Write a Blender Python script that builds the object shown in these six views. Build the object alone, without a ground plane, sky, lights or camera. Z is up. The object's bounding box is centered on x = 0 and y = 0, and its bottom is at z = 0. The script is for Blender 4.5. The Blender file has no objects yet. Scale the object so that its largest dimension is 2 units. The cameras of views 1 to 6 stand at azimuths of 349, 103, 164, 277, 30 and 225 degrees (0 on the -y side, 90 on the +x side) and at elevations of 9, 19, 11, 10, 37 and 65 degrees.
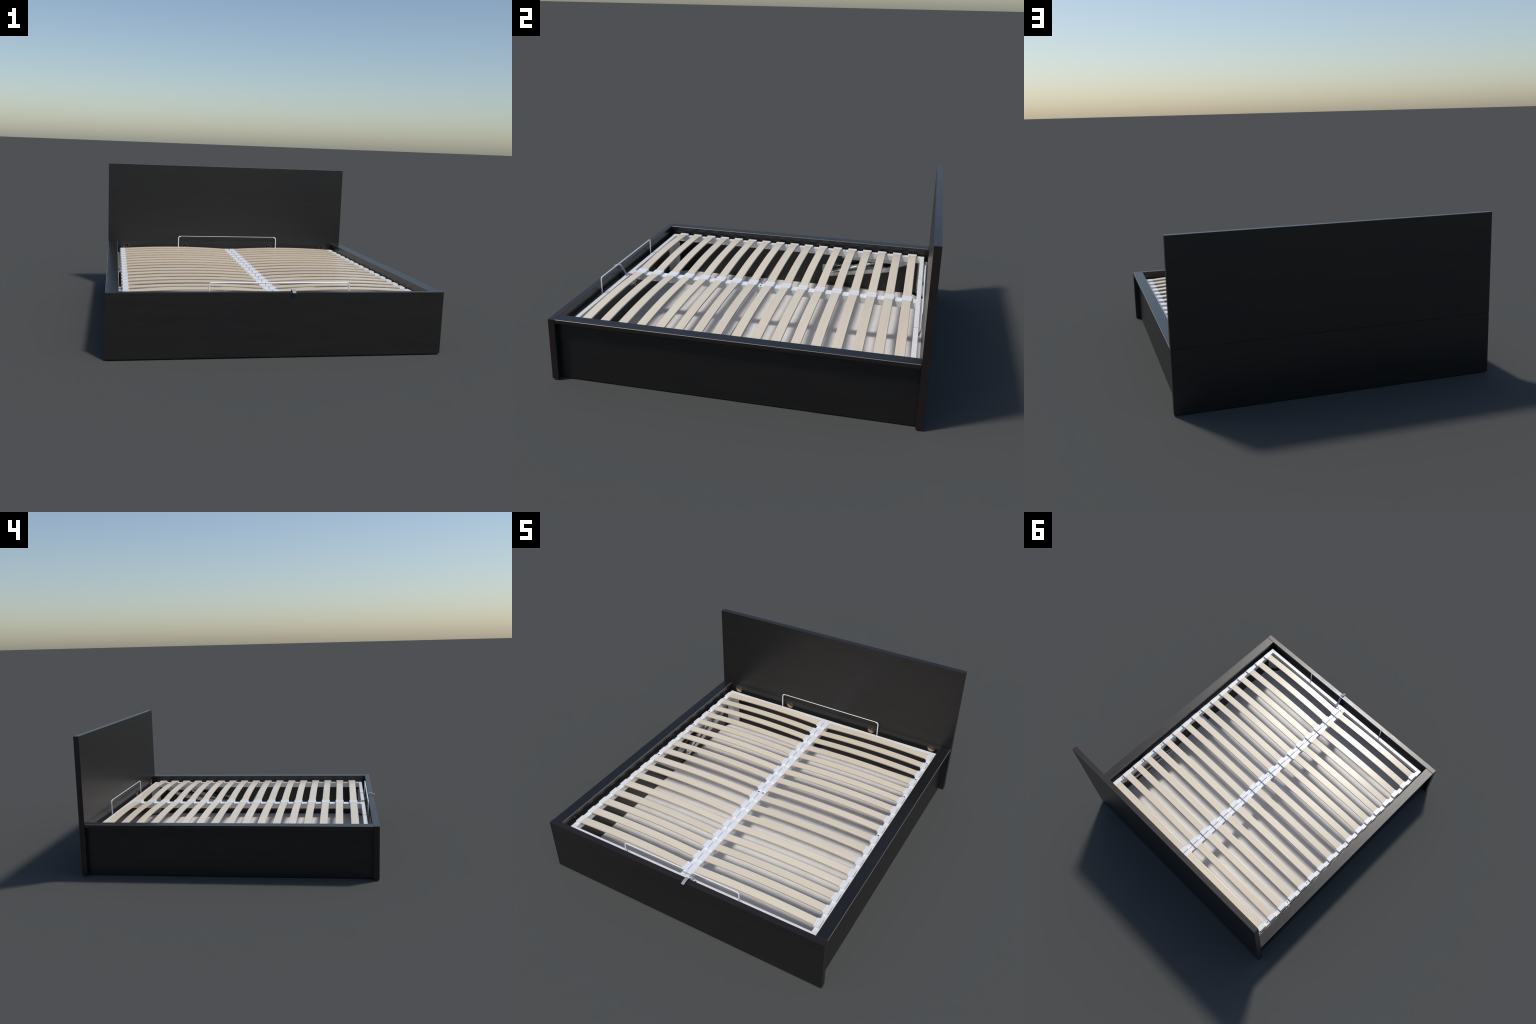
"""Dark veneer storage bed: headboard, footboard, side rails, white slatted base on gas lifts."""
import bpy, bmesh, math
from mathutils import Vector, Matrix

# ----------------------------------------------------------------- sizes (metres)
HALF_W = 0.9268                     # outer half width
HEAD_Y0, HEAD_Y1 = 0.9625, 1.0      # headboard front / back
FOOT_Y0, FOOT_Y1 = -0.9852, -0.948  # footboard front / inside
FRAME_TOP = 0.358                   # top of footboard and side rails
HEAD_SEAM, HEAD_TOP = 0.3605, 0.953
RAIL_IN = 0.8572                    # inner edge of the side rail cap
RAIL_DEPTH = 0.0225
PANEL_X0, PANEL_X1 = 0.8612, 0.8926   # upright side board
GLIDE = 0.005

BASE_X = 0.840                      # slatted base outer half width
BASE_Y0, BASE_Y1 = -0.9215, 0.9365
BASE_Z0, BASE_Z1 = 0.264, 0.3055
SLATS = 17
SLAT_Y0, SLAT_PITCH = -0.8335, 0.10545
SLAT_W, SLAT_T = 0.053, 0.0092
SLAT_ARCH = 0.0145
CAP_TOP = 0.3190

# ----------------------------------------------------------------- node helpers
def new_mat(name):
    m = bpy.data.materials.new(name)
    m.use_nodes = True
    nt = m.node_tree
    nt.nodes.clear()
    out = nt.nodes.new("ShaderNodeOutputMaterial")
    bsdf = nt.nodes.new("ShaderNodeBsdfPrincipled")
    nt.links.new(bsdf.outputs[0], out.inputs[0])
    return m, nt, bsdf


def coords(nt, scale):
    tc = nt.nodes.new("ShaderNodeTexCoord")
    mp = nt.nodes.new("ShaderNodeMapping")
    mp.inputs["Scale"].default_value = scale
    nt.links.new(tc.outputs["Object"], mp.inputs["Vector"])
    return mp.outputs["Vector"]


def noise(nt, vec, scale, detail=4.0, rough=0.55):
    n = nt.nodes.new("ShaderNodeTexNoise")
    n.inputs["Scale"].default_value = scale
    n.inputs["Detail"].default_value = detail
    n.inputs["Roughness"].default_value = rough
    nt.links.new(vec, n.inputs["Vector"])
    return n.outputs["Fac"]


def ramp(nt, fac, stops):
    r = nt.nodes.new("ShaderNodeValToRGB")
    els = r.color_ramp.elements
    while len(els) < len(stops):
        els.new(0.5)
    for e, (p, c) in zip(els, stops):
        e.position = p
        e.color = (*c, 1)
    nt.links.new(fac, r.inputs["Fac"])
    return r.outputs["Color"]


def mix(nt, fac, a, b, mode="MIX"):
    n = nt.nodes.new("ShaderNodeMix")
    n.data_type = "RGBA"
    n.blend_type = mode
    for sock, val in ((n.inputs["Factor"], fac), (n.inputs["A"], a), (n.inputs["B"], b)):
        if hasattr(val, "is_linked"):
            nt.links.new(val, sock)
        elif isinstance(val, tuple):
            sock.default_value = (*val, 1)
        else:
            sock.default_value = val
    return n.outputs["Result"]


def bump(nt, bsdf, height, strength, dist=0.001):
    b = nt.nodes.new("ShaderNodeBump")
    b.inputs["Strength"].default_value = strength
    b.inputs["Distance"].default_value = dist
    nt.links.new(height, b.inputs["Height"])
    nt.links.new(b.outputs["Normal"], bsdf.inputs["Normal"])


def veneer(name, axis, tint=(1.0, 1.0, 1.0), rough=0.31):
    """Black-brown stained ash veneer, grain running along axis 0 (x), 1 (y) or 2 (z)."""
    m, nt, b = new_mat(name)
    s = [34.0, 34.0, 34.0]
    s[axis] = 1.6
    fine = [160.0, 160.0, 160.0]
    fine[axis] = 5.0
    broad = noise(nt, coords(nt, tuple(s)), 1.0, 5, 0.6)
    pores = noise(nt, coords(nt, tuple(fine)), 1.0, 3, 0.6)
    cloud = noise(nt, coords(nt, (2.2, 2.2, 2.2)), 1.0, 2, 0.5)
    c1 = ramp(nt, broad, [(0.30, (0.0138, 0.0126, 0.0122)), (0.55, (0.0160, 0.0146, 0.0140)), (0.78, (0.0186, 0.0168, 0.0160))])
    c2 = ramp(nt, pores, [(0.32, (0.80, 0.79, 0.79)), (0.55, (1.0, 1.0, 1.0))])
    c = mix(nt, 0.7, c1, c2, "MULTIPLY")
    c3 = ramp(nt, cloud, [(0.3, (0.90, 0.92, 0.96)), (0.7, (1.08, 1.05, 1.0))])
    c = mix(nt, 1.0, c, c3, "MULTIPLY")
    c = mix(nt, 1.0, c, tint, "MULTIPLY")
    nt.links.new(c, b.inputs["Base Color"])
    m2 = [55.0, 55.0, 55.0]
    m2[axis] = 14.0
    mott = noise(nt, coords(nt, tuple(m2)), 1.0, 3, 0.6)
    mr = nt.nodes.new("ShaderNodeMapRange")
    mr.inputs["From Min"].default_value, mr.inputs["From Max"].default_value = 0.3, 0.7
    mr.inputs["To Min"].default_value, mr.inputs["To Max"].default_value = rough - 0.02, rough + 0.03
    nt.links.new(mott, mr.inputs["Value"])
    nt.links.new(mr.outputs["Result"], b.inputs["Roughness"])
    b.inputs["Specular IOR Level"].default_value = 0.5
    bump(nt, b, pores, 0.12, 0.0006)
    return m


def plain(name, col, rough, metal=0.0, spec=0.5, grain=0.05, scale=60.0):
    m, nt, b = new_mat(name)
    n = noise(nt, coords(nt, (1, 1, 1)), scale, 3)
    lo = tuple(v * (1 - grain) for v in col)
    hi = tuple(min(1, v * (1 + grain)) for v in col)
    nt.links.new(ramp(nt, n, [(0.3, lo), (0.7, hi)]), b.inputs["Base Color"])
    b.inputs["Roughness"].default_value = rough
    b.inputs["Metallic"].default_value = metal
    b.inputs["Specular IOR Level"].default_value = spec
    return m


def brushed(name, col, rough, metal, axis):
    m, nt, b = new_mat(name)
    s = [260.0, 260.0, 260.0]
    s[axis] = 6.0
    n = noise(nt, coords(nt, tuple(s)), 1.0, 3)
    lo = tuple(v * 0.82 for v in col)
    nt.links.new(ramp(nt, n, [(0.35, lo), (0.65, col)]), b.inputs["Base Color"])
    b.inputs["Roughness"].default_value = rough
    b.inputs["Metallic"].default_value = metal
    return m


def slat_wood(name, pale, warm, edge=False):
    m, nt, b = new_mat(name)
    v = coords(nt, (3.0, 70.0, 70.0))
    info = nt.nodes.new("ShaderNodeObjectInfo")
    off = nt.nodes.new("ShaderNodeVectorMath")
    off.operation = "ADD"
    cmb = nt.nodes.new("ShaderNodeCombineXYZ")
    mul = nt.nodes.new("ShaderNodeMath")
    mul.operation = "MULTIPLY"
    mul.inputs[1].default_value = 57.0
    nt.links.new(info.outputs["Random"], mul.inputs[0])
    for i in range(3):
        nt.links.new(mul.outputs[0], cmb.inputs[i])
    nt.links.new(v, off.inputs[0])
    nt.links.new(cmb.outputs[0], off.inputs[1])
    vec = off.outputs[0]
    grain = noise(nt, vec, 1.0, 4)
    patch_v = nt.nodes.new("ShaderNodeVectorMath")
    patch_v.operation = "MULTIPLY"
    patch_v.inputs[1].default_value = (1.6, 0.2, 0.2)
    nt.links.new(vec, patch_v.inputs[0])
    patch = noise(nt, patch_v.outputs[0], 1.0, 2)
    base = ramp(nt, patch, [(0.35, pale), (0.65, warm)])
    streak = ramp(nt, grain, [(0.30, (0.94, 0.925, 0.90)), (0.6, (1.0, 1.0, 1.0))])
    c = mix(nt, 0.8, base, streak, "MULTIPLY")
    tone = ramp(nt, info.outputs["Random"], [(0.0, (0.95, 0.95, 0.94)), (1.0, (1.04, 1.03, 1.02))])
    c = mix(nt, 1.0, c, tone, "MULTIPLY")
    nt.links.new(c, b.inputs["Base Color"])
    b.inputs["Roughness"].default_value = 0.27 if not edge else 0.55
    bump(nt, b, grain, 0.06, 0.0005)
    return m


VEN_X, VEN_Y = veneer("black_brown_veneer_across", 0), veneer("black_brown_veneer_along", 1)
EDGE_X = veneer("brown_edge_band_across", 0, (1.42, 1.02, 1.04))
EDGE_Y = veneer("brown_edge_band_along", 1, (1.42, 1.04, 1.04))
GREY_LINE = plain("grey_edge_line", (0.11, 0.10, 0.095), 0.4)
PALE_LINE = plain("pale_edge_line", (0.21, 0.195, 0.185), 0.4)
GLIDE_M = plain("black_plastic_glide", (0.006, 0.006, 0.006), 0.6)
WHITE_STEEL = plain("white_powder_coat", (0.90, 0.895, 0.885), 0.30)
WHITE_PLASTIC = plain("white_plastic", (0.90, 0.90, 0.905), 0.30)
FLOOR_M = plain("white_board", (0.87, 0.845, 0.82), 0.48, scale=9.0)
ZINC = brushed("galvanised_steel", (0.66, 0.665, 0.66), 0.36, 0.25, 2)
ZINC_Y = brushed("galvanised_steel_arm", (0.66, 0.66, 0.65), 0.34, 0.35, 1)
LOOP_M = plain("silver_lacquer", (0.88, 0.88, 0.88), 0.30)
CLIP_M = plain("blue_grey_clip", (0.30, 0.34, 0.42), 0.5)
DARK_STEEL = plain("dark_steel", (0.045, 0.05, 0.06), 0.35, metal=0.6)
BLACK_TUBE = plain("black_gas_spring", (0.012, 0.012, 0.012), 0.3)
BOLT_M = plain("bolt_steel", (0.20, 0.21, 0.25), 0.35, metal=0.8)
STRAP_M = plain("grey_webbing", (0.33, 0.34, 0.37), 0.8, grain=0.15, scale=400)
CHIP_M = plain("raw_chipboard", (0.36, 0.24, 0.15), 0.8, grain=0.25, scale=180)
SLAT_TOP = slat_wood("birch_slat", (0.850, 0.765, 0.585), (0.875, 0.735, 0.585))
SLAT_SIDE = slat_wood("birch_slat_edge", (0.66, 0.51, 0.345), (0.69, 0.545, 0.40), True)

# ----------------------------------------------------------------- object helpers
def add(name, mesh, mats, parent=None, loc=None):
    ob = bpy.data.objects.new(name, mesh)
    for m in (mats if isinstance(mats, (list, tuple)) else [mats]):
        if mesh.materials.find(m.name) < 0:
            mesh.materials.append(m)
    bpy.context.scene.collection.objects.link(ob)
    if parent:
        ob.parent = parent
    if loc:
        ob.location = loc
    return ob


def finish(bm, name, smooth=None):
    bmesh.ops.recalc_face_normals(bm, faces=bm.faces[:])
    me = bpy.data.meshes.new(name)
    bm.to_mesh(me)
    bm.free()
    if smooth:
        for p in me.polygons:
            p.use_smooth = True
        me.set_sharp_from_angle(angle=math.radians(smooth))
    return me


def box_bm(bm, lo, hi, bevel=0.0, seg=2):
    c = [(a + b) / 2 for a, b in zip(lo, hi)]
    s = [b - a for a, b in zip(lo, hi)]
    r = bmesh.ops.create_cube(bm, size=1.0, matrix=Matrix.Translation(c) @ Matrix.Diagonal((*s, 1)))
    if bevel:
        edges = list({e for v in r["verts"] for e in v.link_edges})
        bmesh.ops.bevel(bm, geom=edges, offset=bevel, segments=seg, affect="EDGES", profile=0.5)
    return r


def box(name, lo, hi, bevel=0.0012, seg=2):
    bm = bmesh.new()
    box_bm(bm, lo, hi, bevel, seg)
    return finish(bm, name)


def boxes(name, parts, bevel=0.0012, seg=2):
    bm = bmesh.new()
    for lo, hi in parts:
        box_bm(bm, lo, hi, bevel, seg)
    return finish(bm, name)


def cyl_bm(bm, a, b, r1, r2=None, n=20):
    a, b = Vector(a), Vector(b)
    d = b - a
    rot = d.to_track_quat("Z", "Y").to_matrix().to_4x4()
    bmesh.ops.create_cone(bm, cap_ends=True, segments=n, radius1=r1, radius2=r1 if r2 is None else r2, depth=d.length,
                          matrix=Matrix.Translation((a + b) / 2) @ rot)


def prism_bm(bm, pts, axis, lo, hi):
    """Extrude a closed 2D outline along axis; pts run over the two other axes in order."""
    def at(p, t):
        q = list(p)
        q.insert(axis, t)
        return q
    a = [bm.verts.new(at(p, lo)) for p in pts]
    b = [bm.verts.new(at(p, hi)) for p in pts]
    bm.faces.new(a)
    bm.faces.new(b[::-1])
    for i in range(len(pts)):
        j = (i + 1) % len(pts)
        bm.faces.new((a[i], b[i], b[j], a[j]))


def round_path(pts, radius, n=6):
    """Replace the inner corners of a polyline by arcs."""
    pts = [Vector(p) for p in pts]
    out = [pts[0]]
    for p, q, r in zip(pts, pts[1:], pts[2:]):
        u, v = (p - q).normalized(), (r - q).normalized()
        a, b = q + u * radius, q + v * radius
        for i in range(n + 1):
            t = i / n
            out.append(a * (1 - t) ** 2 + q * (2 * t * (1 - t)) + b * t ** 2)
    return out + [pts[-1]]


def tube_bm(bm, path, radius, n=12):
    rings = []
    up = Vector((0, 1, 0))
    for i, p in enumerate(path):
        t = (path[min(i + 1, len(path) - 1)] - path[max(i - 1, 0)]).normalized()
        s = t.cross(up).normalized()
        u = s.cross(t)
        rings.append([bm.verts.new(p + (s * math.cos(a) + u * math.sin(a)) * radius) for a in (2 * math.pi * k / n for k in range(n))])
    for r0, r1 in zip(rings, rings[1:]):
        for k in range(n):
            bm.faces.new((r0[k], r0[(k + 1) % n], r1[(k + 1) % n], r1[k]))
    bm.faces.new(rings[0][::-1])
    bm.faces.new(rings[-1])


def ribbon_bm(bm, path, width, thick):
    rows = []
    for i, p in enumerate(path):
        t = (path[min(i + 1, len(path) - 1)] - path[max(i - 1, 0)]).normalized()
        n = Vector((1, 0, 0)).cross(t).normalized()
        w = Vector((width / 2, 0, 0))
        h = n * thick / 2
        rows.append([bm.verts.new(p + d) for d in (w + h, -w + h, -w - h, w - h)])
    for r0, r1 in zip(rows, rows[1:]):
        for k in range(4):
            bm.faces.new((r0[k], r0[(k + 1) % 4], r1[(k + 1) % 4], r1[k]))
    bm.faces.new(rows[0][::-1])
    bm.faces.new(rows[-1])


def band(me, test, slot):
    """Give the faces that pass the test another material slot."""
    for p in me.polygons:
        if test(p.normal, p.center):
            p.material_index = slot
    return me


def mirrored(me):
    m2 = me.copy()
    m2.transform(Matrix.Diagonal((-1, 1, 1, 1)))
    m2.flip_normals()
    return m2

# ----------------------------------------------------------------- the thing
bed = bpy.data.objects.new("storage_bed", None)
bpy.context.scene.collection.objects.link(bed)
bed["label"] = "black-brown veneer double storage bed with white slatted base"
bed["category"] = "bed"

# --- headboard: upper board, and lower board with bolt recesses
board_edge = lambda n, c: abs(n.y) < 0.9
add("headboard", band(box("headboard", (-HALF_W, HEAD_Y0, HEAD_SEAM + 0.0012), (HALF_W, HEAD_Y1, HEAD_TOP), 0.0012), board_edge, 1), [VEN_X, EDGE_X], bed)
HOLES = [(-0.790, 0.3165), (-0.334, 0.3165), (0.335, 0.3165), (0.790, 0.3165)]
HOLE_R, HOLE_D = 0.0255, 0.030
lower = add("headboard_base", band(box("headboard_base", (-HALF_W, HEAD_Y0, GLIDE), (HALF_W, HEAD_Y1, HEAD_SEAM), 0.0012), lambda n, c: abs(n.x) > 0.5, 1), [VEN_X, EDGE_X], bed)
bm = bmesh.new()
for x, z in HOLES:
    cyl_bm(bm, (x, HEAD_Y0 - 0.02, z), (x, HEAD_Y0 + HOLE_D + 0.001, z), HOLE_R, n=40)
cutter = add("cutter", finish(bm, "cutter"), CHIP_M)
mod = lower.modifiers.new("cut", "BOOLEAN")
mod.operation, mod.solver, mod.object = "DIFFERENCE", "EXACT", cutter
dg = bpy.context.evaluated_depsgraph_get()
cut_mesh = bpy.data.meshes.new_from_object(lower.evaluated_get(dg))
lower.modifiers.clear()
lower.data = cut_mesh
bpy.data.objects.remove(cutter)
for x, z in HOLES:
    bm = bmesh.new()
    n = 40
    y0, y1 = HEAD_Y0 + 0.0003, HEAD_Y0 + HOLE_D
    ri, ro = HOLE_R - 0.0012, HOLE_R - 0.0001
    rings = [(ro, y1 + 0.0008), (ro, y0), (ri, y0), (ri, y1)]
    vs = [[bm.verts.new((x + r * math.cos(2 * math.pi * k / n), y, z + r * math.sin(2 * math.pi * k / n))) for k in range(n)] for r, y in rings]
    for a, b in zip(vs, vs[1:]):
        for k in range(n):
            bm.faces.new((a[k], a[(k + 1) % n], b[(k + 1) % n], b[k]))
    bm.faces.new(vs[0])
    bm.faces.new(vs[-1])
    cup = add("bolt_recess", finish(bm, "bolt_recess", 40), CHIP_M, lower)
    bm = bmesh.new()
    cyl_bm(bm, (x, y1 - 0.0012, z + 0.004), (x, y1 + 0.0004, z + 0.004), 0.0135, n=28)
    add("black_disc", finish(bm, "black_disc", 40), GLIDE_M, lower)
    bm = bmesh.new()
    cyl_bm(bm, (x, y1 - 0.012, z + 0.002), (x, y1 + 0.0003, z + 0.002), 0.0048, n=14)
    add("bolt", finish(bm, "bolt", 35), ZINC, lower)

# --- footboard and floor glides
add("footboard", band(box("footboard", (-HALF_W, FOOT_Y0, GLIDE), (HALF_W, FOOT_Y1, FRAME_TOP), 0.0014), board_edge, 1), [VEN_X, EDGE_X], bed)
for y0, y1 in ((FOOT_Y0, FOOT_Y1), (HEAD_Y0, HEAD_Y1)):
    add("floor_glide", box("floor_glide", (-HALF_W + 0.007, y0 + 0.006, 0.0), (HALF_W - 0.007, y1 - 0.006, GLIDE + 0.002), 0.0015), GLIDE_M, bed)

# --- side rails: flat cap on an upright board
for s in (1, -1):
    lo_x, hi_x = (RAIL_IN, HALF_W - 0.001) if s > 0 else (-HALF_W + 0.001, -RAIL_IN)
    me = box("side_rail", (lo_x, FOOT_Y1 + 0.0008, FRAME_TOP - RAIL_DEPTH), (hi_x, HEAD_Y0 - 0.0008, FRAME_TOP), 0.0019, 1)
    band(me, lambda n, c: abs(n.x) > 0.9, 1)
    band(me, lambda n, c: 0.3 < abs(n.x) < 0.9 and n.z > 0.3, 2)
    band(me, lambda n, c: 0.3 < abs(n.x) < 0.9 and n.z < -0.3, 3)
    rail = add("side_rail", me, [VEN_Y, EDGE_Y, PALE_LINE, GREY_LINE], bed)
    lo_x, hi_x = (PANEL_X0, PANEL_X1) if s > 0 else (-PANEL_X1, -PANEL_X0)
    panel = add("side_panel", box("side_panel", (lo_x, FOOT_Y1 + 0.0005, 0.0032), (hi_x, HEAD_Y0 - 0.0005, FRAME_TOP - RAIL_DEPTH + 0.001), 0.0006), VEN_Y, bed)
    for y in (-0.8438, -0.176, 0.1883, 0.8560):
        bm = bmesh.new()
        x = s * PANEL_X0
        cyl_bm(bm, (x + s * 0.001, y, 0.3185), (x - s * 0.0015, y, 0.3185), 0.0055, 0.0045, n=16)
        cyl_bm(bm, (x, y, 0.3185), (x - s * 0.0025, y, 0.3185), 0.002, n=6)
        add("screw", finish(bm, "screw", 40), BOLT_M, panel)

# --- storage floor with rounded clipped corners
corner = [(0.8605, 0.838), (0.856, 0.848), (0.842, 0.878), (0.812, 0.908), (0.790, 0.934), (0.781, 0.948), (0.779, 0.9612)]
outline = [(x, y) for x, y in corner]
outline += [(-x, y) for x, y in corner[::-1]]
outline += [(-x, -y * 0.985) for x, y in corner]
outline += [(x, -y * 0.985) for x, y in corner[::-1]]
bm = bmesh.new()
prism_bm(bm, outline, 2, 0.0055, 0.0125)
add("storage_floor", finish(bm, "storage_floor"), FLOOR_M, bed)

# --- diagonal steel corner brackets, ribbed, two bolts each
def corner_bracket(top):
    a, b = Vector((0.8620, 0.9005, 0)), Vector((0.7935, 0.9618, 0))
    d = (b - a)
    nrm = Vector((-d.y, d.x, 0)).normalized()
    if nrm.x > 0:
        nrm = -nrm
    steps = 25
    front, back = [], []
    for i in range(steps):
        t = i / (steps - 1)
        rib = 0.0012 * math.sin(t * math.pi * 12) if 0.3 < t < 0.7 else 0.0
        p = a.lerp(b, t) + nrm * rib
        front.append((p.x + nrm.x * 0.002, p.y + nrm.y * 0.002))
        back.append((p.x - nrm.x * 0.002, p.y - nrm.y * 0.002))
    bm = bmesh.new()
    prism_bm(bm, front + back[::-1], 2, 0.0175, top)
    for t in (0.12, 0.84):
        for z in (0.040, top - 0.03):
            p = a.lerp(b, t) + Vector((0, 0, z))
            cyl_bm(bm, p, p + nrm * 0.0055, 0.0055, n=12)
    return finish(bm, "corner_bracket", 30)

for sx, sy in ((1, 1), (-1, 1), (1, -1), (-1, -1)):
    me = corner_bracket(0.280 if sy > 0 else 0.238)
    me.transform(Matrix.Diagonal((sx, sy * (1.0 if sy > 0 else 0.985), 1, 1)))
    if sx * sy < 0:
        me.flip_normals()
    add("corner_bracket", me, ZINC, bed)

# --- slatted base: steel frame
W_SIDE, W_END = 0.032, 0.0280
frame = add("slatted_base", boxes("slatted_base", [
    ((-BASE_X, BASE_Y0, BASE_Z0), (-BASE_X + W_SIDE, BASE_Y1, BASE_Z1)),
    ((BASE_X - W_SIDE, BASE_Y0, BASE_Z0), (BASE_X, BASE_Y1, BASE_Z1)),
    ((-BASE_X + W_SIDE - 0.001, BASE_Y0 + 0.0004, BASE_Z0 + 0.0005), (BASE_X - W_SIDE + 0.001, BASE_Y0 + W_END, BASE_Z1 - 0.0004)),
    ((-BASE_X + W_SIDE - 0.001, BASE_Y1 - W_END, BASE_Z0 + 0.0005), (BASE_X - W_SIDE + 0.001, BASE_Y1 - 0.0004, BASE_Z1 - 0.0004)),
], 0.0022, 3), WHITE_STEEL, bed)
bm = bmesh.new()
for s in (1, -1):
    lo, hi = sorted((s * 0.0009, s * 0.0300))
    box_bm(bm, (lo, BASE_Y0 + W_END - 0.001, BASE_Z0 + 0.0015), (hi, BASE_Y1 - W_END + 0.001, BASE_Z1 - 0.0006), 0.0022, 3)
add("centre_beam", finish(bm, "centre_beam"), WHITE_STEEL, frame)
add("cross_bar", boxes("cross_bar", [((-BASE_X + 0.006, -0.0575, 0.2340), (BASE_X - 0.006, -0.0278, BASE_Z0 - 0.0012))], 0.0012, 1), WHITE_STEEL, frame)

# slats: arched laminated strips, one mesh shared by all
def slat_mesh(length):
    n, hw, ht, r = 26, SLAT_W / 2, SLAT_T / 2, 0.0030
    prof = []
    for cy, cz, a0 in ((hw - r, ht - r, 0), (-hw + r, ht - r, 90), (-hw + r, -ht + r, 180), (hw - r, -ht + r, 270)):
        for k in range(5):
            a = math.radians(a0 + 22.5 * k)
            prof.append((cy + r * math.cos(a), cz + r * math.sin(a)))
    bm = bmesh.new()
    rings = []
    for i in range(n + 1):
        t = i / n
        x = (t - 0.5) * length
        z = SLAT_ARCH * (1 - (2 * t - 1) ** 2)
        rings.append([bm.verts.new((x, y, z + zz)) for y, zz in prof])
    m = len(prof)
    for a, b in zip(rings, rings[1:]):
        for k in range(m):
            f = bm.faces.new((a[k], a[(k + 1) % m], b[(k + 1) % m], b[k]))
            mid = (prof[k][1] + prof[(k + 1) % m][1]) / 2
            ym = abs(prof[k][0] + prof[(k + 1) % m][0]) / 2
            f.material_index = 1 if ym > hw - r * 0.62 else 0
    for f in (bm.faces.new(rings[0][::-1]), bm.faces.new(rings[-1])):
        f.material_index = 1
    return finish(bm, "slat", 8)

SLAT_IN, SLAT_OUT = 0.012, 0.826
slat_me = slat_mesh(SLAT_OUT - SLAT_IN)
slat_z = CAP_TOP - 0.0018 - SLAT_T / 2

# holders: hood over the slat end on a foot that sits on the rail
def holder_mesh(width):
    """Local x: 0 at the open (slat) side, +width at the closed side; z = 0 on top of the hood."""
    bm = bmesh.new()
    box_bm(bm, (0.0, -0.0300, -0.0145), (width, 0.0300, 0.0), 0.0011, 1)
    box_bm(bm, (0.003, -0.0270, -0.0165), (width - 0.002, 0.0270, -0.0085), 0.0008, 1)
    return finish(bm, "slat_holder")

outer_cap, inner_cap = holder_mesh(0.0345), holder_mesh(0.0375)
outer_cap_l, inner_cap_l = mirrored(outer_cap), mirrored(inner_cap)
# the inner hoods must not cross the centre gap: their foot is trimmed by the pair's spacing
for i in range(SLATS):
    y = SLAT_Y0 + i * SLAT_PITCH
    for s in (1, -1):
        add("slat", slat_me, [SLAT_TOP, SLAT_SIDE], frame, (s * (SLAT_OUT + SLAT_IN) / 2, y, slat_z))
        add("slat_holder", outer_cap if s > 0 else outer_cap_l, WHITE_PLASTIC, frame, (s * 0.8000, y, CAP_TOP))
        add("slat_holder", inner_cap_l if s > 0 else inner_cap, WHITE_PLASTIC, frame, (s * 0.0398, y, CAP_TOP + 0.0002 * s))

# bolts on the rails
bm = bmesh.new()
cyl_bm(bm, (0, 0, -0.002), (0, 0, 0.0012), 0.0062, 0.0055, n=18)
cyl_bm(bm, (0, 0, 0.0), (0, 0, 0.0028), 0.0030, n=6)
bolt_me = finish(bm, "frame_bolt", 35)
for x, y in [(s * 0.8205, y) for s in (1, -1) for y in (-0.0415, 0.382, 0.5865, 0.795)] + [(0.0165, -0.042), (-0.0155, -0.042), (0.0835, -0.907), (0.0445, -0.9062)]:
    add("frame_bolt", bolt_me, BOLT_M, frame, (x, y, BASE_Z1))

# mattress stops: bent wire hoops at both ends
def hoop_leg(s, y_foot, y_top, half, top, run):
    """One bent wire leg, from the rail up and round the corner towards the middle."""
    pts = [(s * half, y_foot, 0.262), (s * half, y_foot, 0.268), (s * half, y_top, 0.286), (s * half, y_top, top), (s * (half - run), y_top, top)]
    return round_path(pts[:4], 0.008, 5)[:-1] + round_path(pts[2:], 0.017, 9)[1:]

HOOP_R, HOOP_HALF, HOOP_TOP = 0.0039, 0.3865, 0.4005
bm = bmesh.new()
left = hoop_leg(-1, BASE_Y0 - 0.0045, -0.9315, HOOP_HALF, HOOP_TOP, 0.1)
right = hoop_leg(1, BASE_Y0 - 0.0045, -0.9315, HOOP_HALF, HOOP_TOP, 0.1)
tube_bm(bm, left + right[::-1], HOOP_R, 14)
add("mattress_stop", finish(bm, "mattress_stop", 40), LOOP_M, frame)
# the hoop by the headboard has a flattened top bar
bm = bmesh.new()
for s in (-1, 1):
    tube_bm(bm, hoop_leg(s, BASE_Y1 + 0.0030, 0.9470, 0.389, 0.4027, 0.0175), HOOP_R, 14)
box_bm(bm, (-0.375, 0.9436, 0.4040), (0.375, 0.9504, 0.4066), 0.0011, 2)
add("mattress_stop", finish(bm, "mattress_stop", 40), LOOP_M, frame)
clips = []
for y in (BASE_Y0 + W_END / 2, BASE_Y1 - W_END / 2):
    for x in (-0.388, 0.388):
        clips.append(((x - 0.0013, y - W_END / 2 - 0.0006, BASE_Z0 + 0.004), (x + 0.0013, y + W_END / 2 + 0.0006, BASE_Z1 + 0.0006)))
add("hoop_clip", boxes("hoop_clip", clips, 0.0002, 1), CLIP_M, frame)

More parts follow.
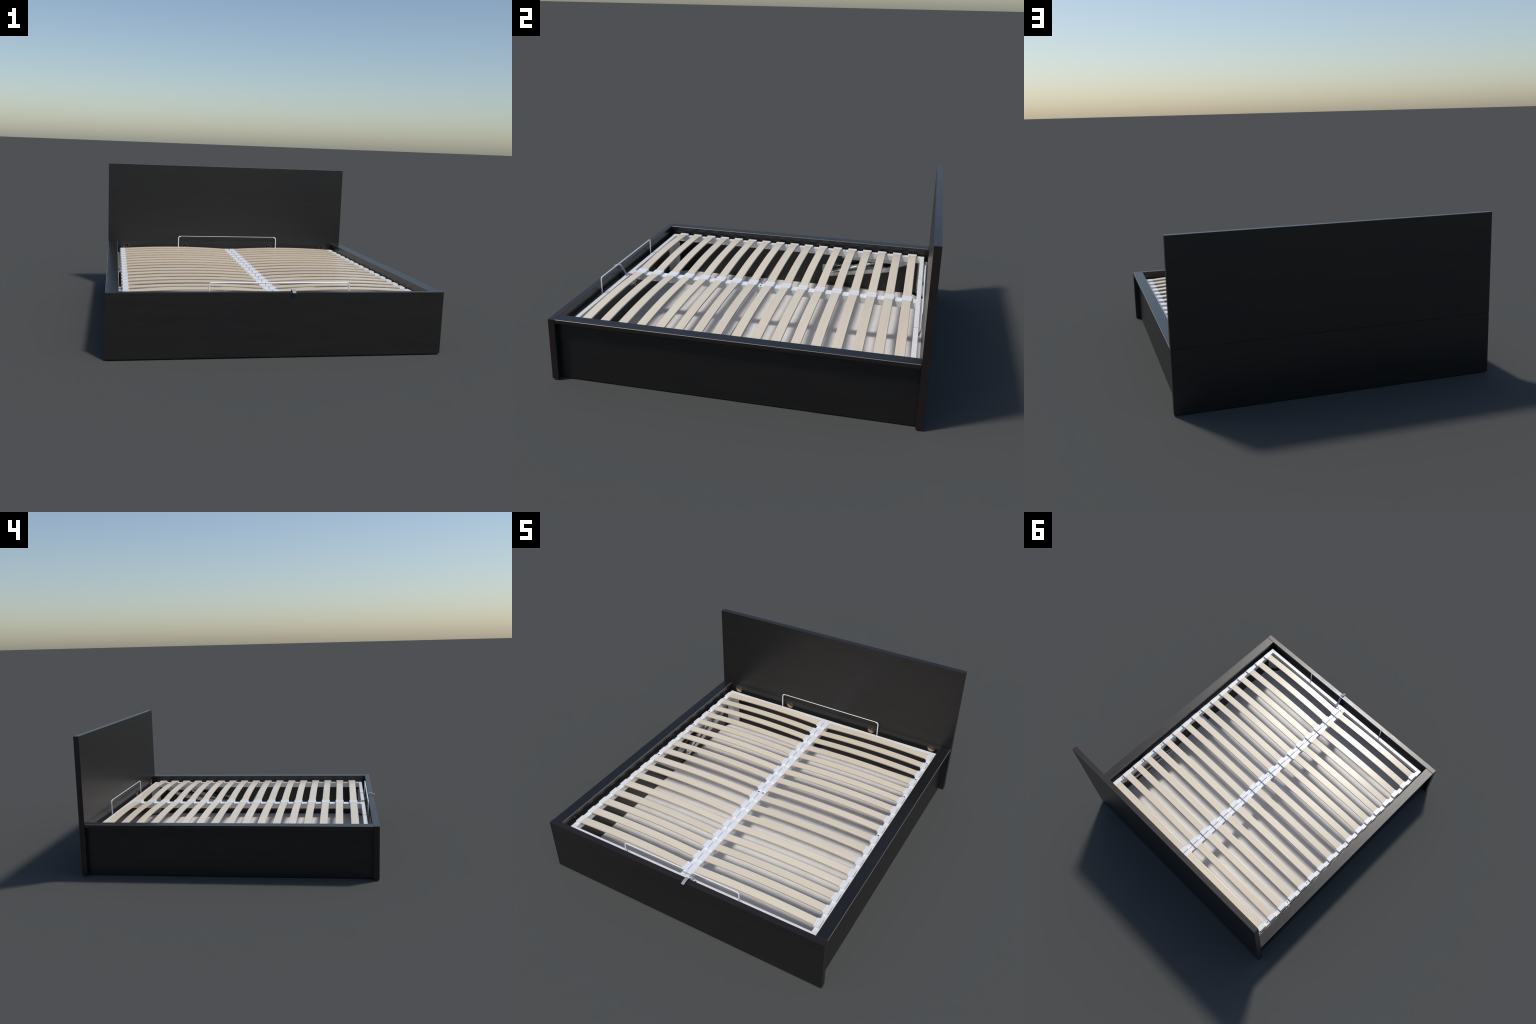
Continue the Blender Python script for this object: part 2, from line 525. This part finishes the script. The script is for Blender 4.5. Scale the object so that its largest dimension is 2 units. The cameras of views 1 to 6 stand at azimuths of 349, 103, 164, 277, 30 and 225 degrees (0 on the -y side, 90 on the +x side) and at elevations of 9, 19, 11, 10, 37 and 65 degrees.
# pull strap over the footboard, with its catch
path = [(0.060, -0.868, 0.296), (0.0605, -0.888, 0.3075), (0.061, -0.906, 0.3090), (0.0615, -0.9185, 0.3105), (0.063, -0.930, 0.331), (0.0655, -0.9455, 0.3590),
        (0.0662, -0.9535, 0.3672), (0.0655, -0.966, 0.3690), (0.0645, -0.983, 0.3650), (0.0635, -0.9995, 0.3572)]
fine = []
P = [Vector(p) for p in path]
for i in range(len(P) - 1):
    a, b, c, d = P[max(i - 1, 0)], P[i], P[i + 1], P[min(i + 2, len(P) - 1)]
    for k in range(5):
        t = k / 5
        fine.append(0.5 * ((2 * b) + (c - a) * t + (2 * a - 5 * b + 4 * c - d) * t * t + (3 * b - a - 3 * c + d) * t ** 3))
fine.append(P[-1])
bm = bmesh.new()
ribbon_bm(bm, fine, 0.0195, 0.0014)
add("pull_strap", finish(bm, "pull_strap", 40), STRAP_M, frame)
bm = bmesh.new()
box_bm(bm, (0.026, FOOT_Y1 - 0.001, 0.262), (0.079, FOOT_Y1 + 0.0045, 0.3205), 0.001, 1)
box_bm(bm, (0.030, FOOT_Y1 + 0.003, 0.262), (0.075, FOOT_Y1 + 0.022, 0.268), 0.001, 1)
add("catch_plate", finish(bm, "catch_plate"), DARK_STEEL, bed)
bm = bmesh.new()
box_bm(bm, (0.034, -0.894, 0.238), (0.070, -0.878, 0.300), 0.0015, 1)
cyl_bm(bm, (0.020, -0.872, 0.252), (0.092, -0.872, 0.252), 0.0075, n=16)
cyl_bm(bm, (0.052, -0.885, 0.290), (0.052, -0.862, 0.232), 0.005, n=12)
cyl_bm(bm, (0.030, -0.872, 0.270), (0.030, -0.866, 0.270), 0.011, n=16)
add("latch", finish(bm, "latch", 35), ZINC, frame)

# --- gas lift mechanisms on both side panels
def lift(s):
    def outline_plate(pts, x0, x1):
        bm = bmesh.new()
        lo, hi = sorted((s * x0, s * x1))
        prism_bm(bm, pts, 0, lo, hi)
        return bm
    # wall plate, screwed to the side panel
    bm = outline_plate([(0.217, 0.170), (0.217, 0.122), (0.300, 0.118), (0.520, 0.150), (0.640, 0.172), (0.640, 0.200), (0.520, 0.190), (0.400, 0.190), (0.330, 0.186)], 0.8570, 0.8614)
    plate = add("lift_mechanism", finish(bm, "lift_mechanism"), ZINC_Y, bed)
    # carrier arm: upright web and the flange along its foot
    bm = outline_plate([(0.278, 0.1050), (0.405, 0.1260), (0.527, 0.1470), (0.649, 0.1690), (0.700, 0.1780), (0.770, 0.2180), (0.755, 0.2340), (0.690, 0.2080),
                        (0.600, 0.1880), (0.450, 0.1610), (0.290, 0.1320), (0.276, 0.1200)], 0.8030, 0.8068)
    box_pts = [(0.282, 0.1045), (0.405, 0.1253), (0.527, 0.1463), (0.700, 0.1773), (0.700, 0.1805), (0.527, 0.1493), (0.405, 0.1283), (0.282, 0.1075)]
    lo, hi = sorted((s * 0.8065, s * 0.8360))
    prism_bm(bm, box_pts, 0, lo, hi)
    for y, z in ((0.300, 0.121), (0.672, 0.190)):
        cyl_bm(bm, (s * 0.8000, y, z), (s * 0.8340, y, z), 0.0070, n=14)
    add("carrier_arm", finish(bm, "carrier_arm"), ZINC_Y, plate)
    # hanger bolted under the base rail
    bm = outline_plate([(0.360, 0.2655), (0.360, 0.2528), (0.441, 0.2429), (0.580, 0.2400), (0.700, 0.2400), (0.745, 0.2200), (0.780, 0.2240), (0.818, 0.2390), (0.872, 0.2655)], 0.8115, 0.8155)
    for y in (0.382, 0.5865, 0.795):
        cyl_bm(bm, (s * 0.8155, y, 0.253), (s * 0.8085, y, 0.253), 0.0055, n=12)
    add("hanger_plate", finish(bm, "hanger_plate", 35), ZINC_Y, plate)
    # swing arms: flat bars with rounded ends
    def bar(name, a, b, w, x0, x1):
        a, b = Vector(a), Vector(b)
        ang = math.atan2(b.y - a.y, b.x - a.x)
        pts = []
        for c, a0 in ((b, ang - math.pi / 2), (a, ang + math.pi / 2)):
            for k in range(9):
                t = a0 + math.pi * k / 8
                pts.append((c.x + w * math.cos(t), c.y + w * math.sin(t)))
        bm = outline_plate(pts, x0, x1)
        for c in (a, b):
            cyl_bm(bm, (s * (x0 - 0.004), c.x, c.y), (s * (x1 + 0.004), c.x, c.y), w * 0.55, n=14)
        return add(name, finish(bm, name, 35), ZINC_Y, plate)
    bar("swing_arm", (0.425, 0.178), (0.600, 0.240), 0.0125, 0.8290, 0.8328)
    bar("swing_arm", (0.640, 0.172), (0.765, 0.230), 0.0130, 0.8200, 0.8238)
    bar("swing_arm", (0.300, 0.140), (0.660, 0.190), 0.0125, 0.8440, 0.8478)
    # gas spring: black body, bright rod
    bm = bmesh.new()
    cyl_bm(bm, (s * 0.838, 0.272, 0.150), (s * 0.838, 0.420, 0.203), 0.0110, n=20)
    add("gas_spring", finish(bm, "gas_spring", 40), BLACK_TUBE, plate)
    bm = bmesh.new()
    cyl_bm(bm, (s * 0.820, 0.288, 0.129), (s * 0.820, 0.585, 0.229), 0.0075, n=16)
    cyl_bm(bm, (s * 0.828, 0.288, 0.129), (s * 0.812, 0.288, 0.129), 0.0085, n=16)
    cyl_bm(bm, (s * 0.828, 0.585, 0.229), (s * 0.812, 0.585, 0.229), 0.0085, n=16)
    add("piston_rod", finish(bm, "piston_rod", 40), ZINC, plate)

lift(1)
lift(-1)
